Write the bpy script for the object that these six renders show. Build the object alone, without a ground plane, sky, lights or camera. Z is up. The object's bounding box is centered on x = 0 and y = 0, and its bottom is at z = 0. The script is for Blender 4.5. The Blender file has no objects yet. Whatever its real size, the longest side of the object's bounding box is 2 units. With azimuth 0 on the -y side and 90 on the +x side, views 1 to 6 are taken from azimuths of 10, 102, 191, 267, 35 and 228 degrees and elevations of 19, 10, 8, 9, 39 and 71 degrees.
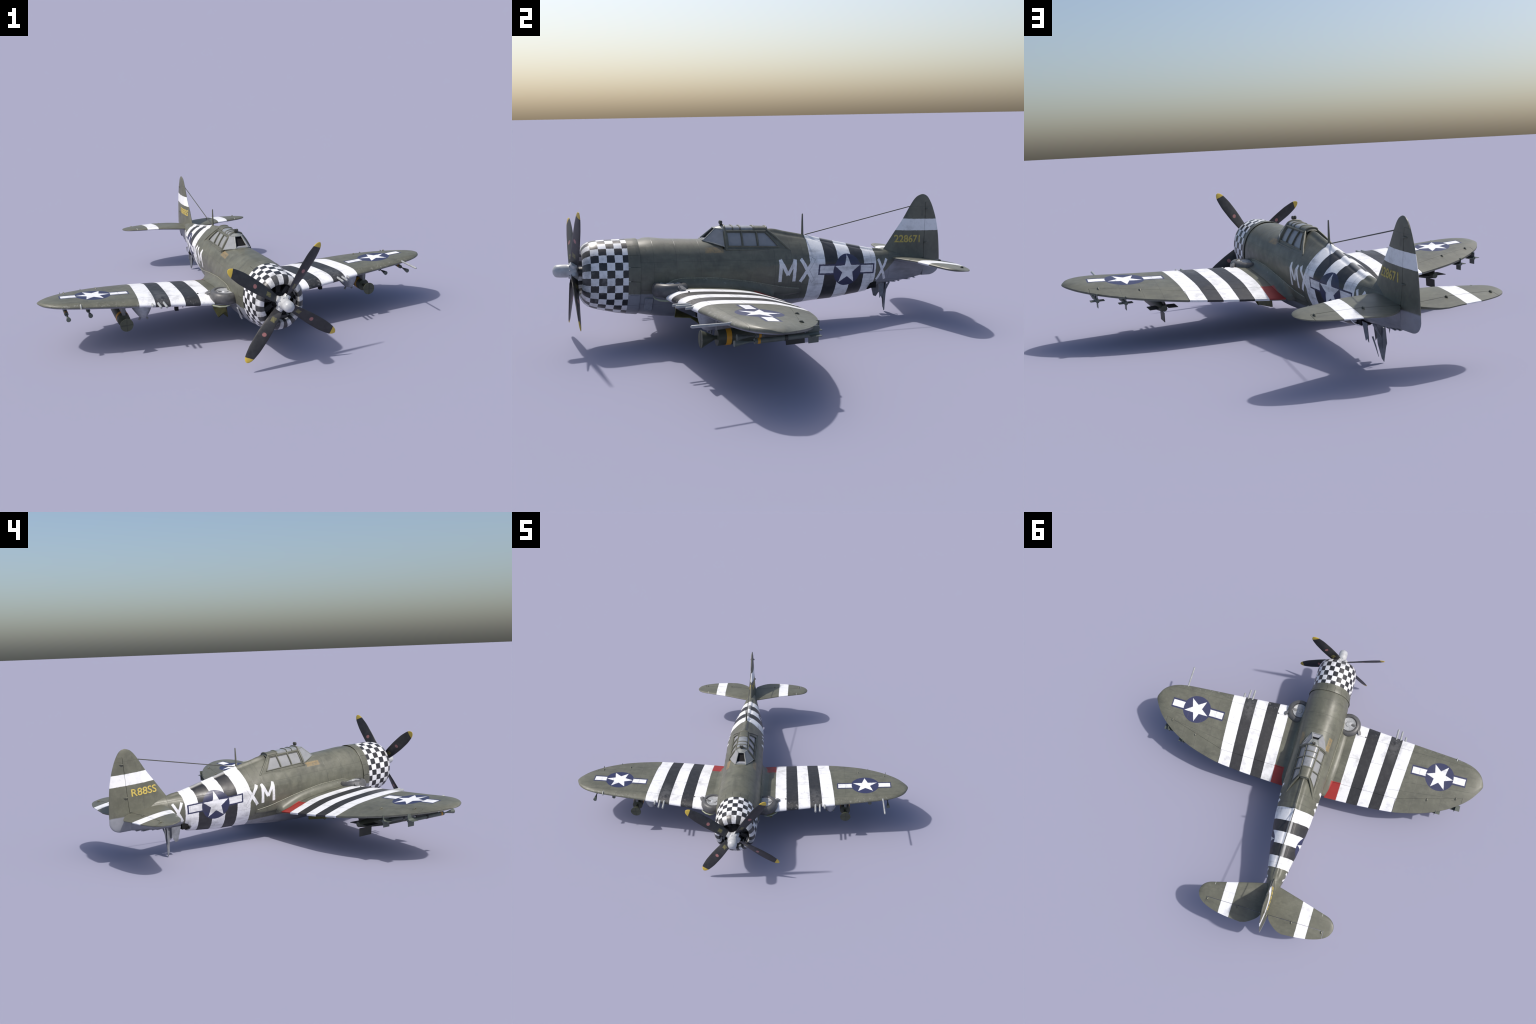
# Single-seat radial-engined fighter aircraft with black/white recognition stripes.
# Everything is built in the aircraft's own frame (x = aircraft's left, y = aft, z = up);
# the root empty then yaws it by 31 degrees and pitches it 3.5 degrees nose-up.
import bpy, bmesh, math, random
from math import sin, cos, pi, sqrt, radians
from mathutils import Vector, Matrix

rng = random.Random(47)

# ------------------------------------------------------------------ helpers
def pchip(keys):
    """Monotone cubic through (t, v) keys."""
    ks = sorted(keys)
    t = [k[0] for k in ks]; v = [k[1] for k in ks]; n = len(t)
    h = [t[i+1]-t[i] for i in range(n-1)]
    d = [(v[i+1]-v[i])/h[i] for i in range(n-1)]
    m = [0.0]*n
    m[0], m[-1] = d[0], d[-1]
    for i in range(1, n-1):
        if d[i-1]*d[i] > 0:
            w1, w2 = 2*h[i]+h[i-1], h[i]+2*h[i-1]
            m[i] = (w1+w2)/(w1/d[i-1]+w2/d[i])
    def f(x):
        if x <= t[0]: return v[0]
        if x >= t[-1]: return v[-1]
        lo, hi = 0, n-1
        while hi-lo > 1:
            mid = (lo+hi)//2
            if t[mid] <= x: lo = mid
            else: hi = mid
        s = (x-t[lo])/h[lo]; a = h[lo]
        return ((2*s**3-3*s*s+1)*v[lo] + (s**3-2*s*s+s)*a*m[lo]
                + (-2*s**3+3*s*s)*v[hi] + (s**3-s*s)*a*m[hi])
    return f

def lerp(a, b, t): return a+(b-a)*t
def vlerp(a, b, t): return tuple(lerp(p, q, t) for p, q in zip(a, b))
def frange(a, b, n): return [a+(b-a)*i/(n-1) for i in range(n)]

ROOT = bpy.data.objects.new("fighter_aircraft", None)
bpy.context.scene.collection.objects.link(ROOT)
YAW, PITCH = radians(31.0), radians(-3.5)
ROOT.rotation_euler = (PITCH, 0.0, YAW)
ROOT.location = (-0.16*cos(YAW), -0.16*sin(YAW), 0.0)
ROOT["label"] = "olive drab propeller fighter with checkered nose and invasion stripes"
ROOT["category"] = "fighter plane"

def make(name, verts, faces, mat, parent=None, angle=35.0, kind=None, mats=None, midx=None):
    me = bpy.data.meshes.new(name)
    me.from_pydata([tuple(v) for v in verts], [], faces)
    bm = bmesh.new(); bm.from_mesh(me)
    bmesh.ops.remove_doubles(bm, verts=bm.verts, dist=1e-6)
    bmesh.ops.recalc_face_normals(bm, faces=bm.faces)
    bm.to_mesh(me); bm.free()
    for p in me.polygons: p.use_smooth = True
    me.set_sharp_from_angle(angle=radians(angle))
    for m in ([mat] if mat else []): me.materials.append(m)
    ob = bpy.data.objects.new(name, me)
    bpy.context.scene.collection.objects.link(ob)
    ob.parent = parent or ROOT
    if kind: ob["kind"] = kind
    return ob

def loft(rings, cap0=True, cap1=True, closed=True):
    """Rings of equal length -> verts, faces."""
    n = len(rings[0]); V = [p for r in rings for p in r]; F = []
    for i in range(len(rings)-1):
        for j in range(n if closed else n-1):
            k = (j+1) % n
            F.append((i*n+j, i*n+k, (i+1)*n+k, (i+1)*n+j))
    if cap0: F.append(tuple(range(n-1, -1, -1)))
    if cap1: F.append(tuple((len(rings)-1)*n+j for j in range(n)))
    return V, F

class Geo:
    """Accumulates pieces of one mesh."""
    def __init__(s): s.V, s.F = [], []
    def add(s, VF):
        o = len(s.V); s.V += [tuple(v) for v in VF[0]]; s.F += [tuple(i+o for i in f) for f in VF[1]]
        return s
    def mirror(s):
        o = len(s.V); V0 = list(s.V); F0 = list(s.F)
        s.V += [(-x, y, z) for x, y, z in V0]; s.F += [tuple(i+o for i in reversed(f)) for f in F0]
        return s

def flip(V, sx): return [(sx*x, y, z) for x, y, z in V]

def tube(pts, r, n=10, squash=1.0):
    """Round bar along a polyline; r is a number or one per point."""
    P = [Vector(p) for p in pts]
    rs = r if isinstance(r, (list, tuple)) else [r]*len(P)
    rings = []; up = None
    for i, p in enumerate(P):
        t = (P[min(i+1, len(P)-1)]-P[max(i-1, 0)]).normalized()
        if up is None:
            up = Vector((0, 0, 1)) if abs(t.z) < .9 else Vector((0, 1, 0))
        a = t.cross(up).normalized(); b = a.cross(t).normalized(); up = b
        rings.append([tuple(p+(a*cos(2*pi*k/n)+b*sin(2*pi*k/n)*squash)*rs[i]) for k in range(n)])
    return loft(rings)

def revolve(prof, c, axis='y', n=40, a0=0.0, phase=0.0):
    """Solid of revolution: prof = [(along, radius)], about an axis through c."""
    rings = []
    for s, r in prof:
        ring = []
        for k in range(n):
            a = 2*pi*k/n+phase
            if axis == 'y': ring.append((c[0]+r*cos(a), c[1]+s, c[2]+r*sin(a)))
            else: ring.append((c[0]+r*cos(a), c[1]+r*sin(a), c[2]+s))
        rings.append(ring)
    return loft(rings)

def plate(pts, nrm, th):
    """Flat polygon with thickness th along nrm, centred."""
    N = Vector(nrm).normalized()*th/2
    a = [tuple(Vector(p)+N) for p in pts]; b = [tuple(Vector(p)-N) for p in pts]
    return loft([a, b])

def box(c, h):
    x, y, z = c; a, b, d = h
    r = [[(x-a, y+s*b, z-d), (x+a, y+s*b, z-d), (x+a, y+s*b, z+d), (x-a, y+s*b, z+d)] for s in (-1, 1)]
    return loft(r)

# ------------------------------------------------------------------ shader helper
class Nodes:
    def __init__(s, name, rough=.5, metal=0.0, spec=.5):
        s.mat = bpy.data.materials.new(name); s.mat.use_nodes = True
        s.nt = s.mat.node_tree; s.nt.nodes.clear()
        s.out = s.nt.nodes.new("ShaderNodeOutputMaterial")
        s.b = s.nt.nodes.new("ShaderNodeBsdfPrincipled")
        s.nt.links.new(s.b.outputs[0], s.out.inputs[0])
        s.b.inputs["Roughness"].default_value = rough
        s.b.inputs["Metallic"].default_value = metal
        s.b.inputs["Specular IOR Level"].default_value = spec
        tc = s.nt.nodes.new("ShaderNodeTexCoord"); s.co = tc.outputs["Object"]
        sep = s.nt.nodes.new("ShaderNodeSeparateXYZ"); s.nt.links.new(s.co, sep.inputs[0])
        s.x, s.y, s.z = sep.outputs
    def put(s, sock, v):
        if hasattr(v, "default_value") or hasattr(v, "is_linked"): s.nt.links.new(v, sock)
        else: sock.default_value = v
    def m(s, op, a, b=0.0, c=0.0, clamp=False):
        n = s.nt.nodes.new("ShaderNodeMath"); n.operation = op; n.use_clamp = clamp
        s.put(n.inputs[0], a); s.put(n.inputs[1], b)
        if len(n.inputs) > 2: s.put(n.inputs[2], c)
        return n.outputs[0]
    def add(s, a, b): return s.m('ADD', a, b)
    def sub(s, a, b): return s.m('SUBTRACT', a, b)
    def mul(s, a, b): return s.m('MULTIPLY', a, b)
    def mn(s, a, b): return s.m('MINIMUM', a, b)
    def mx(s, a, b): return s.m('MAXIMUM', a, b)
    def ab(s, a): return s.m('ABSOLUTE', a)
    def inside(s, d, soft=.0012): return s.m('MULTIPLY_ADD', d, -1.0/soft, .5, clamp=True)     # 1 where d < 0
    def above(s, v, e, soft=.0012): return s.m('MULTIPLY_ADD', v, 1.0/soft, .5-e/soft, clamp=True)  # 1 where v > e
    def noise(s, scale, detail=3.0, rough=.55, vec=None, stretch=None, off=0.0):
        n = s.nt.nodes.new("ShaderNodeTexNoise"); n.inputs["Scale"].default_value = scale
        n.inputs["Detail"].default_value = detail; n.inputs["Roughness"].default_value = rough
        v = vec or s.co
        if stretch or off:
            mp = s.nt.nodes.new("ShaderNodeMapping"); s.nt.links.new(v, mp.inputs[0])
            mp.inputs["Scale"].default_value = stretch or (1, 1, 1)
            mp.inputs["Location"].default_value = (off, off*1.7, off*.6)
            v = mp.outputs[0]
        s.nt.links.new(v, n.inputs["Vector"]); return n.outputs[0]
    def col(s, c):
        n = s.nt.nodes.new("ShaderNodeRGB"); n.outputs[0].default_value = (*c, 1); return n.outputs[0]
    def mix(s, f, a, b):
        n = s.nt.nodes.new("ShaderNodeMix"); n.data_type = 'RGBA'
        s.put(n.inputs[0], f)
        for i, v in ((6, a), (7, b)):
            if isinstance(v, tuple): n.inputs[i].default_value = (*v, 1)
            else: s.nt.links.new(v, n.inputs[i])
        return n.outputs[2]
    def rect(s, u, v, cu, cv, hu, hv):   # signed box distance
        return s.mx(s.sub(s.ab(s.sub(u, cu)), hu), s.sub(s.ab(s.sub(v, cv)), hv))
    def seg(s, u, v, a, b, hw):          # square-ended stroke from a to b
        du, dv = b[0]-a[0], b[1]-a[1]; L = sqrt(du*du+dv*dv); du, dv = du/L, dv/L
        pu, pv = s.sub(u, (a[0]+b[0])/2), s.sub(v, (a[1]+b[1])/2)
        al = s.add(s.mul(pu, du), s.mul(pv, dv)); pe = s.sub(s.mul(pu, dv), s.mul(pv, du))
        return s.mx(s.sub(s.ab(al), L/2), s.sub(s.ab(pe), hw))
    def star(s, u, v, R, ri, n, phase):  # signed distance-like, negative inside; u,v relative to centre
        th = s.add(s.m('ARCTAN2', u, v), phase+20*pi)
        ph = s.m('PINGPONG', th, pi/n)
        r = s.m('SQRT', s.add(s.mul(u, u), s.mul(v, v)))
        px, py = s.mul(r, s.m('COSINE', ph)), s.mul(r, s.m('SINE', ph))
        Ix, Iy = ri*cos(pi/n), ri*sin(pi/n); L = sqrt((Ix-R)**2+Iy**2)
        return s.m('MULTIPLY', s.sub(s.mul(py, Ix-R), s.mul(s.sub(px, R), Iy)), -1/L), r
    def lines(s, v, at, hw=.0009):
        d = None
        for e in at:
            q = s.ab(s.sub(v, e)); d = q if d is None else s.mn(d, q)
        return s.inside(s.sub(d, hw), .0012)
    def bump(s, h, strength=.2, dist=.002):
        n = s.nt.nodes.new("ShaderNodeBump"); n.inputs["Strength"].default_value = strength
        n.inputs["Distance"].default_value = dist
        s.nt.links.new(h, n.inputs["Height"]); s.nt.links.new(n.outputs[0], s.b.inputs["Normal"])
    def base(s, c):
        if isinstance(c, tuple): s.b.inputs["Base Color"].default_value = (*c, 1)
        else: s.nt.links.new(c, s.b.inputs["Base Color"])
        return s.mat
    def rough(s, v): s.put(s.b.inputs["Roughness"], v)

OLIVE, OLIVE_D, OLIVE_L = (.136, .137, .102), (.090, .091, .069), (.190, .189, .148)
WHITE, BLACK, GREY, BLUE = (.80, .80, .81), (.021, .021, .023), (.27, .28, .31), (.022, .026, .075)
RED = (.34, .028, .022)

def olive(g):
    """Weathered olive drab: broad mottling, fine grain, pale chips."""
    a = g.above(g.noise(9, 4, .6), .5, .45)
    c = g.mix(a, OLIVE_D, OLIVE)
    b = g.above(g.noise(26, 5, .65, off=3.1), .62, .30)
    c = g.mix(g.mul(b, .45), c, OLIVE_L)
    d = g.above(g.noise(120, 3, .6, off=1.3), .60, .3)
    c = g.mix(g.mul(d, .25), c, OLIVE_D)
    e = g.above(g.noise(17, 6, .7, stretch=(.6, 1.7, .6), off=21.0), .60, .14)
    c = g.mix(g.mul(e, .40), c, (.052, .053, .044))
    f = g.above(g.noise(55, 5, .75, off=31.0), .70, .06)
    return g.mix(g.mul(f, .35), c, (.30, .30, .26))

def white(g):
    """White paint with grey grime."""
    n = g.above(g.noise(30, 5, .7, off=5.0), .60, .25)
    c = g.mix(g.mul(n, .28), WHITE, (.42, .42, .43))
    k = g.above(g.noise(13, 5, .68, off=8.0), .60, .16)
    return g.mix(g.mul(k, .50), c, (.36, .36, .365))

def black(g):
    n = g.above(g.noise(40, 4, .65, off=2.0), .60, .3)
    return g.mix(g.mul(n, .5), BLACK, (.055, .055, .056))

def grey(g):
    n = g.above(g.noise(22, 5, .65, off=4.0), .5, .5)
    return g.mix(n, (.20, .21, .235), GREY)

def warp(g, v, amp=.003, scale=70, off=0.0):
    """Hand-painted, slightly ragged edge."""
    return g.add(v, g.mul(g.sub(g.noise(scale, 3, .6, off=off), .5), amp*2))

def plain(name, c, rough=.5, metal=0.0, var=.25, scale=40, spec=.5):
    g = Nodes(name, rough, metal, spec)
    n = g.above(g.noise(scale, 4, .6), .5, .5)
    lo = tuple(v*(1-var) for v in c); hi = tuple(min(1, v*(1+var)) for v in c)
    g.base(g.mix(n, lo, hi)); return g.mat

# ---- fuselage paint
def mat_fuselage():
    g = Nodes("fuselage_paint", .42)
    y, z = warp(g, g.y, .0022, 60), warp(g, g.z, .0022, 60, 2.0)
    ax = g.ab(g.x)
    c = olive(g)
    # grey underside: nose, belly behind the wing, tail cone
    zl = g.add(.207, g.mul(g.m('MULTIPLY_ADD', g.y, 1/.5, 1.1, clamp=True), -.060))
    low = g.inside(g.sub(z, zl), .006)
    t1 = g.sub(g.sub(z, .228), g.mul(g.sub(y, .645), .95))
    tail = g.mul(g.above(y, .640, .003), g.mul(g.inside(t1, .006), g.inside(g.sub(z, .326), .004)))
    c = g.mix(g.mx(low, tail), c, grey(g))
    # recognition stripes round the rear fuselage
    ys = g.add(y, g.mul(g.m('MULTIPLY_ADD', g.z, 12.5, -4.5, clamp=True), -.007))
    e = (.238, .322, .397, .474, .554, .629)
    band = g.mul(g.above(ys, e[0]), g.inside(g.sub(ys, e[5])))
    blk = g.mx(g.mul(g.above(ys, e[1]), g.inside(g.sub(ys, e[2]))), g.mul(g.above(ys, e[3]), g.inside(g.sub(ys, e[4]))))
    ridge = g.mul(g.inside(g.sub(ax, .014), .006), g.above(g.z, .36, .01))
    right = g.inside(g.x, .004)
    bk = g.mix(g.mul(ridge, g.m('MULTIPLY_ADD', right, .45, .40)), black(g), (.42, .42, .41))  # gloss highlight painted along the spine, paler on the sunny right
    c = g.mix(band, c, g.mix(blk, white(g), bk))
    # code letters
    M = None
    for a, b in (((.083, .243), (.083, .353)), ((.157, .243), (.157, .353)), ((.080, .352), (.1225, .277)), ((.160, .352), (.1225, .277))):
        d = g.seg(y, z, a, b, .0086); M = d if M is None else g.mn(M, d)
    X = g.mn(g.seg(y, z, (.190, .354), (.262, .240), .0088), g.seg(y, z, (.260, .354), (.192, .240), .0088))
    X2 = g.mn(g.seg(y, z, (.643, .336), (.696, .227), .0072), g.seg(y, z, (.696, .336), (.643, .227), .0072))
    outl = g.mul(g.inside(g.sub(g.ab(X), .0011), .001), band)
    c = g.mix(g.mul(outl, .8), c, (.03, .03, .035))
    let = g.inside(g.mn(g.mn(M, X), X2))
    c = g.mix(let, c, white(g))
    # star and bars
    cy, cz = .457, .2895
    u, v = g.sub(y, cy), g.sub(z, cz)
    sd, r = g.star(g.add(u, .004), v, .077, .0315, 5, 0.0)
    zb = g.sub(z, g.mul(g.sub(g.y, .45), -.024))
    bo = g.rect(y, zb, .452, .2945, .166, .0265)
    bi = g.mx(g.rect(y, zb, .452, .2945, .1575, .0190), g.sub(.0815, r))
    disc = g.sub(r, .0805)
    c = g.mix(g.inside(g.mn(disc, bo)), c, g.mix(g.noise(50), BLUE, (.035, .04, .095)))
    c = g.mix(g.inside(g.mn(sd, bi)), c, white(g))
    # yellow service panel beside the cockpit
    lab = g.mul(g.inside(g.rect(y, z, -.242, .3985, .046, .0115), .003), g.above(g.noise(85, 3, .6, stretch=(1, 1, .6)), .42, .25))
    c = g.mix(g.mul(lab, g.m('MULTIPLY_ADD', g.above(g.x, 0.0), -.25, .65)), c, (.34, .225, .085))
    # panel seams
    sm = g.lines(g.y, (-.535, -.43, -.315, .055, .142, .205, .60, .715), .0008)
    sm = g.mx(sm, g.lines(g.z, (.155, .225, .352), .0007))
    c = g.mix(g.mul(sm, .42), c, (.03, .03, .026))
    # oily streaks trailing aft
    st = g.above(g.noise(9, 4, .6, stretch=(3, .55, 3), off=6.0), .58, .16)
    c = g.mix(g.mul(st, .30), c, (.045, .045, .036))
    g.rough(g.m('MULTIPLY_ADD', g.noise(35), .25, .30))
    g.bump(g.add(g.mul(sm, -1.0), g.mul(g.noise(24, 4), .8)), .25, .002)
    return g.base(c)

def mat_cowl():
    g = Nodes("checkered_cowl_paint", .38)
    zc = .267
    th = g.m('ARCTAN2', g.mul(g.x, 1/sqrt(.136)), g.mul(g.sub(g.z, zc), 1/sqrt(.172)))
    th = g.add(th, g.mul(g.sub(g.noise(90, 3), .5), .03))
    u = g.m('FLOOR', g.m('MULTIPLY_ADD', th, 14/pi, 40.5))
    yy = warp(g, g.y, .002, 90)
    v = g.m('FLOOR', g.m('MULTIPLY_ADD', yy, -1/.0355, -.6745/.0355+21.0))
    ck = g.m('MODULO', g.add(u, v), 2.0)
    w, b = white(g), black(g)
    soot = g.mul(g.above(g.noise(22, 4, .6, off=9.0), .52, .25), g.inside(g.add(g.y, .80), .05))
    w = g.mix(g.mul(soot, .6), w, (.12, .12, .12))
    c = g.mix(ck, b, w)
    lipw = g.mul(g.inside(g.add(g.y, .822), .03), g.above(g.noise(26, 4, .6, off=17.0), .46, .35))
    c = g.mix(g.mul(lipw, .30), c, (.16, .16, .155))
    worn = g.above(g.noise(14, 4, .6, off=11.0), .62, .1)
    c = g.mix(g.mul(worn, .3), c, (.3, .3, .3))
    g.bump(g.noise(30, 4), .12, .002)
    return g.base(c)

def mat_flap():
    g = Nodes("cowl_flap_paint", .42)
    c = g.mix(g.inside(g.sub(warp(g, g.z, .003), .207), .004), olive(g), grey(g))
    return g.base(c)

def zmid(g): return g.sub(g.z, g.add(.1583, g.sub(g.mul(g.ab(g.x), .088), g.mul(g.y, .058))))

def mat_wing():
    g = Nodes("wing_paint", .45)
    ax = g.ab(g.x); x, y = warp(g, ax, .0016, 70), warp(g, g.y, .0016, 70, 2.0)
    under = g.inside(g.add(zmid(g), .004), .004)
    c = g.mix(under, olive(g), grey(g))
    # stripes, edges leaning inboard towards the trailing edge
    xs = g.mul(x, g.m('MULTIPLY_ADD', g.y, .118, 1+.46*.118))
    e = (.243, .319, .400, .480, .560, .645)
    band = g.mul(g.above(xs, e[0]), g.inside(g.sub(xs, e[5])))
    blk = g.mx(g.mul(g.above(xs, e[1]), g.inside(g.sub(xs, e[2]))), g.mul(g.above(xs, e[3]), g.inside(g.sub(xs, e[4]))))
    c = g.mix(band, c, g.mix(blk, white(g), black(g)))
    # powder smudges behind the gun ports
    sx = g.ab(g.sub(ax, .515)); sy = g.ab(g.add(g.y, .395))
    d = g.m('SQRT', g.add(g.mul(g.mul(sx, sx), 1.0), g.mul(g.mul(sy, sy), .35)))
    sm = g.mul(g.inside(g.sub(d, .045), .05), g.above(g.noise(38, 5, .7, off=12.0), .46, .2))
    c = g.mix(g.mul(sm, .65), c, (.10, .10, .10))
    # red walkway panel at the flap root
    rd = g.mul(g.inside(g.sub(xs, e[0]+.001), .006), g.above(y, -.064, .004))
    c = g.mix(g.mul(rd, g.above(zmid(g), 0.0, .004)), c, g.mix(g.noise(60), RED, (.28, .02, .018)))
    # roundels: five points on the left wing, six on the right
    u, v = g.sub(x, .855), g.sub(y, -.274)
    s5, r = g.star(u, v, .086, .034, 5, 0.0)
    s6, _ = g.star(u, v, .090, .040, 6, pi/6)
    left = g.above(g.x, 0.0)
    bo = g.rect(x, y, .848, -.278, .1845, .0335)
    bi = g.mx(g.rect(x, y, .848, -.278, .1775, .0225), g.sub(.0925, r))
    top = g.above(zmid(g), 0.0, .003)
    c = g.mix(g.mul(top, g.inside(g.mn(g.sub(r, .0955), bo))), c, g.mix(g.noise(60), BLUE, (.035, .04, .10)))
    st = g.add(g.mul(left, g.inside(s5)), g.mul(g.sub(1.0, left), g.inside(s6)))
    c = g.mix(g.mul(top, g.mx(st, g.inside(bi))), c, white(g))
    # panel seams
    sm = g.lines(g.add(g.y, g.mul(ax, -.030)), (-.421,), .0008)
    sm = g.mx(sm, g.mul(g.lines(g.add(g.y, g.mul(ax, .02)), (-.245,), .0007), g.inside(g.sub(ax, .66))))
    sm = g.mx(sm, g.mul(g.lines(g.add(g.y, g.mul(ax, .12)), (-.04,), .0007), g.mul(g.above(ax, .55), g.inside(g.sub(ax, .98)))))
    sm = g.mx(sm, g.mul(g.lines(ax, (.36, .945), .0008), g.inside(g.add(g.y, .39))))
    sm = g.mx(sm, g.mul(g.lines(ax, (.72, .805, .90), .0006), g.above(g.y, -.39)))
    sm = g.mx(sm, g.mul(g.lines(g.add(g.y, g.mul(ax, .10)), (-.115,), .0006), g.above(ax, .64)))
    chips = g.above(g.noise(45, 4, .7, off=7.0), .40, .2)
    c = g.mix(g.mul(g.mul(sm, chips), .8), c, (.035, .035, .03))
    le = g.mul(g.above(g.noise(60, 5, .75, off=15.0), .60, .08), g.inside(g.add(g.add(g.y, .452), g.mul(ax, -.045)), .02))
    c = g.mix(g.mul(le, .30), c, (.45, .45, .44))
    g.rough(g.m('MULTIPLY_ADD', g.noise(35), .25, .34))
    g.bump(g.add(g.mul(sm, -1.0), g.mul(g.noise(26, 4), .5)), .2, .002)
    return g.base(c)

def mat_tail():
    """Fin, rudder."""
    g = Nodes("fin_paint", .45)
    y, z = warp(g, g.y, .0018, 70), warp(g, g.z, .0018, 70, 2.0)
    c = olive(g)
    c = g.mix(g.inside(g.sub(z, .318), .006), c, grey(g))
    c = g.mix(g.mul(g.above(z, .478), g.inside(g.sub(z, .539))), c, white(g))
    sm = g.mx(g.lines(g.z, (.605,), .0007), g.mul(g.lines(g.y, (.985,), .0008), g.inside(g.ab(g.sub(g.z, .40)), .08)))
    c = g.mix(g.mul(sm, .4), c, (.03, .03, .026))
    g.bump(g.noise(26, 4), .15, .002)
    return g.base(c)

def mat_stab():
    g = Nodes("tailplane_paint", .45)
    ax = g.ab(g.x); x = warp(g, ax, .0016, 70)
    droop = g.m('MULTIPLY_ADD', ax, -.06, .012)
    droop = g.mx(droop, 0.0)
    under = g.inside(g.add(g.add(g.sub(g.z, g.m('MULTIPLY_ADD', g.y, -.06, .39)), droop), .003), .003)
    c = g.mix(under, olive(g), grey(g))
    c = g.mix(g.mul(g.above(x, .215), g.inside(g.sub(x, .287))), c, white(g))
    sm = g.lines(g.y, (.862,), .0006)
    c = g.mix(g.mul(sm, .35), c, (.03, .03, .026))
    g.bump(g.noise(26, 4), .15, .002)
    return g.base(c)

def mat_blade():
    g = Nodes("propeller_blade_paint", .45)
    c = g.mix(g.above(g.noise(40, 4), .55, .4), (.016, .016, .018), (.034, .034, .036))
    c = g.mix(g.above(g.add(warp(g, g.z, .003, 60), g.mul(g.x, .25)), .328, .002), c, (.56, .40, .055))
    r = g.m('SQRT', g.add(g.mul(g.x, g.x), g.m('POWER', g.sub(g.z, .187), 2.0)))
    dot = g.mul(g.inside(g.sub(r, .0105), .003), g.above(g.noise(120), .36, .25))
    c = g.mix(g.mul(dot, .75), c, (.42, .17, .16))
    t = g.mul(g.inside(g.rect(g.x, g.z, .0, .098, .010, .0135), .003), g.above(g.noise(190), .45, .2))
    c = g.mix(g.mul(t, .6), c, (.24, .22, .07))
    return g.base(c)

M_FUS, M_COWL, M_FLAP, M_WING, M_FIN, M_STAB, M_BLADE = (mat_fuselage(), mat_cowl(), mat_flap(), mat_wing(), mat_tail(), mat_stab(), mat_blade())
def mat_olive(name):
    g = Nodes(name, .42); return g.base(olive(g))
M_OLIVE = mat_olive("olive_drab_paint")
M_SILVER = plain("hub_light_grey_paint", (.43, .44, .45), .36, var=.2)
M_GUN = plain("gun_barrel_steel", (.31, .32, .32), .4, var=.2)
M_GREY = plain("underside_grey_paint", GREY, .5)
M_TORN = plain("torn_grey_metal", (.17, .18, .20), .45, var=.4, scale=30)
M_DARK = plain("engine_black", (.009, .009, .010), .7, spec=.2)  # also blackens the windshield plate so it shows unlit depth in sunlight
M_ENG = plain("engine_metal", (.035, .035, .037), .45, var=.4)
M_TYRE = plain("tyre_rubber", (.085, .085, .086), .42, var=.3)
M_RIM = plain("wheel_rim_metal", (.36, .37, .38), .42, var=.35, scale=60)
M_PRIMER = plain("gear_door_primer", (.13, .125, .03), .5, var=.3)
M_BOMB = plain("ordnance_olive", (.042, .048, .030), .5, var=.2)
M_BAND = plain("yellow_band_paint", (.50, .24, .012), .45, var=.15)
M_ROCKET = plain("rocket_green_grey", (.085, .10, .085), .45, var=.2)
M_BOMBD = plain("ordnance_dark", (.020, .022, .017), .5, var=.2)
M_GLASS = plain("weathered_canopy_glass", (.25, .255, .26), .16, var=.12, scale=25, spec=.6)
M_ROOFGL = plain("roof_glass", (.22, .23, .24), .22, var=.25, scale=30, spec=.6)
M_FRAME = mat_olive("canopy_frame_paint")
M_DIGIT = plain("yellow_serial_paint", (.46, .36, .085), .5, var=.3, scale=120)
M_DIGIT_R = plain("serial_yellow_brighter", (.56, .43, .10), .5, var=.3, scale=120)
M_PALE = plain("pale_fitting_metal", (.42, .43, .40), .5)

# ------------------------------------------------------------------ fuselage
FK = [  # y, top, bottom, half width, height of max width, top roundness, bottom roundness
    (-.640, .432, .098, .132, .272, 2.15, 2.15),
    (-.598, .438, .092, .139, .272, 2.15, 2.15),
    (-.530, .4440, .081, .143, .272, 2.15, 2.2),
    (-.440, .4410, .072, .1430, .272, 2.15, 2.2),
    (-.300, .4390, .066, .1400, .275, 2.1, 2.2),
    (-.200, .4380, .065, .1370, .285, 1.95, 2.15),
    (-.080, .4500, .071, .1345, .302, 1.80, 2.1),
    (.020, .4800, .080, .1325, .322, 1.34, 2.05),
    (.050, .4870, .084, .1325, .326, 1.25, 2.0),
    (.147, .4710, .100, .130, .332, 1.26, 2.0),
    (.240, .4550, .114, .1235, .332, 1.32, 2.0),
    (.335, .4360, .124, .1155, .328, 1.45, 2.0),
    (.411, .4205, .130, .1060, .324, 1.55, 2.0),
    (.487, .4065, .142, .0940, .318, 1.64, 2.0),
    (.590, .3870, .158, .0750, .308, 1.75, 2.0),
    (.604, .3845, .161, .0725, .308, 1.77, 2.0),
    (.612, .3830, .184, .0710, .308, 1.77, 2.2),
    (.669, .3790, .195, .0605, .308, 1.8, 2.1),
    (.754, .3735, .204, .0440, .308, 1.8, 2.0),
    (.862, .3600, .220, .0300, .306, 1.8, 2.0),
    (.934, .3450, .236, .0240, .302, 1.9, 2.0)]
fT, fB, fW, fZ, fP, fQ = [pchip([(k[0], k[i]) for k in FK]) for i in range(1, 7)]

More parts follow.
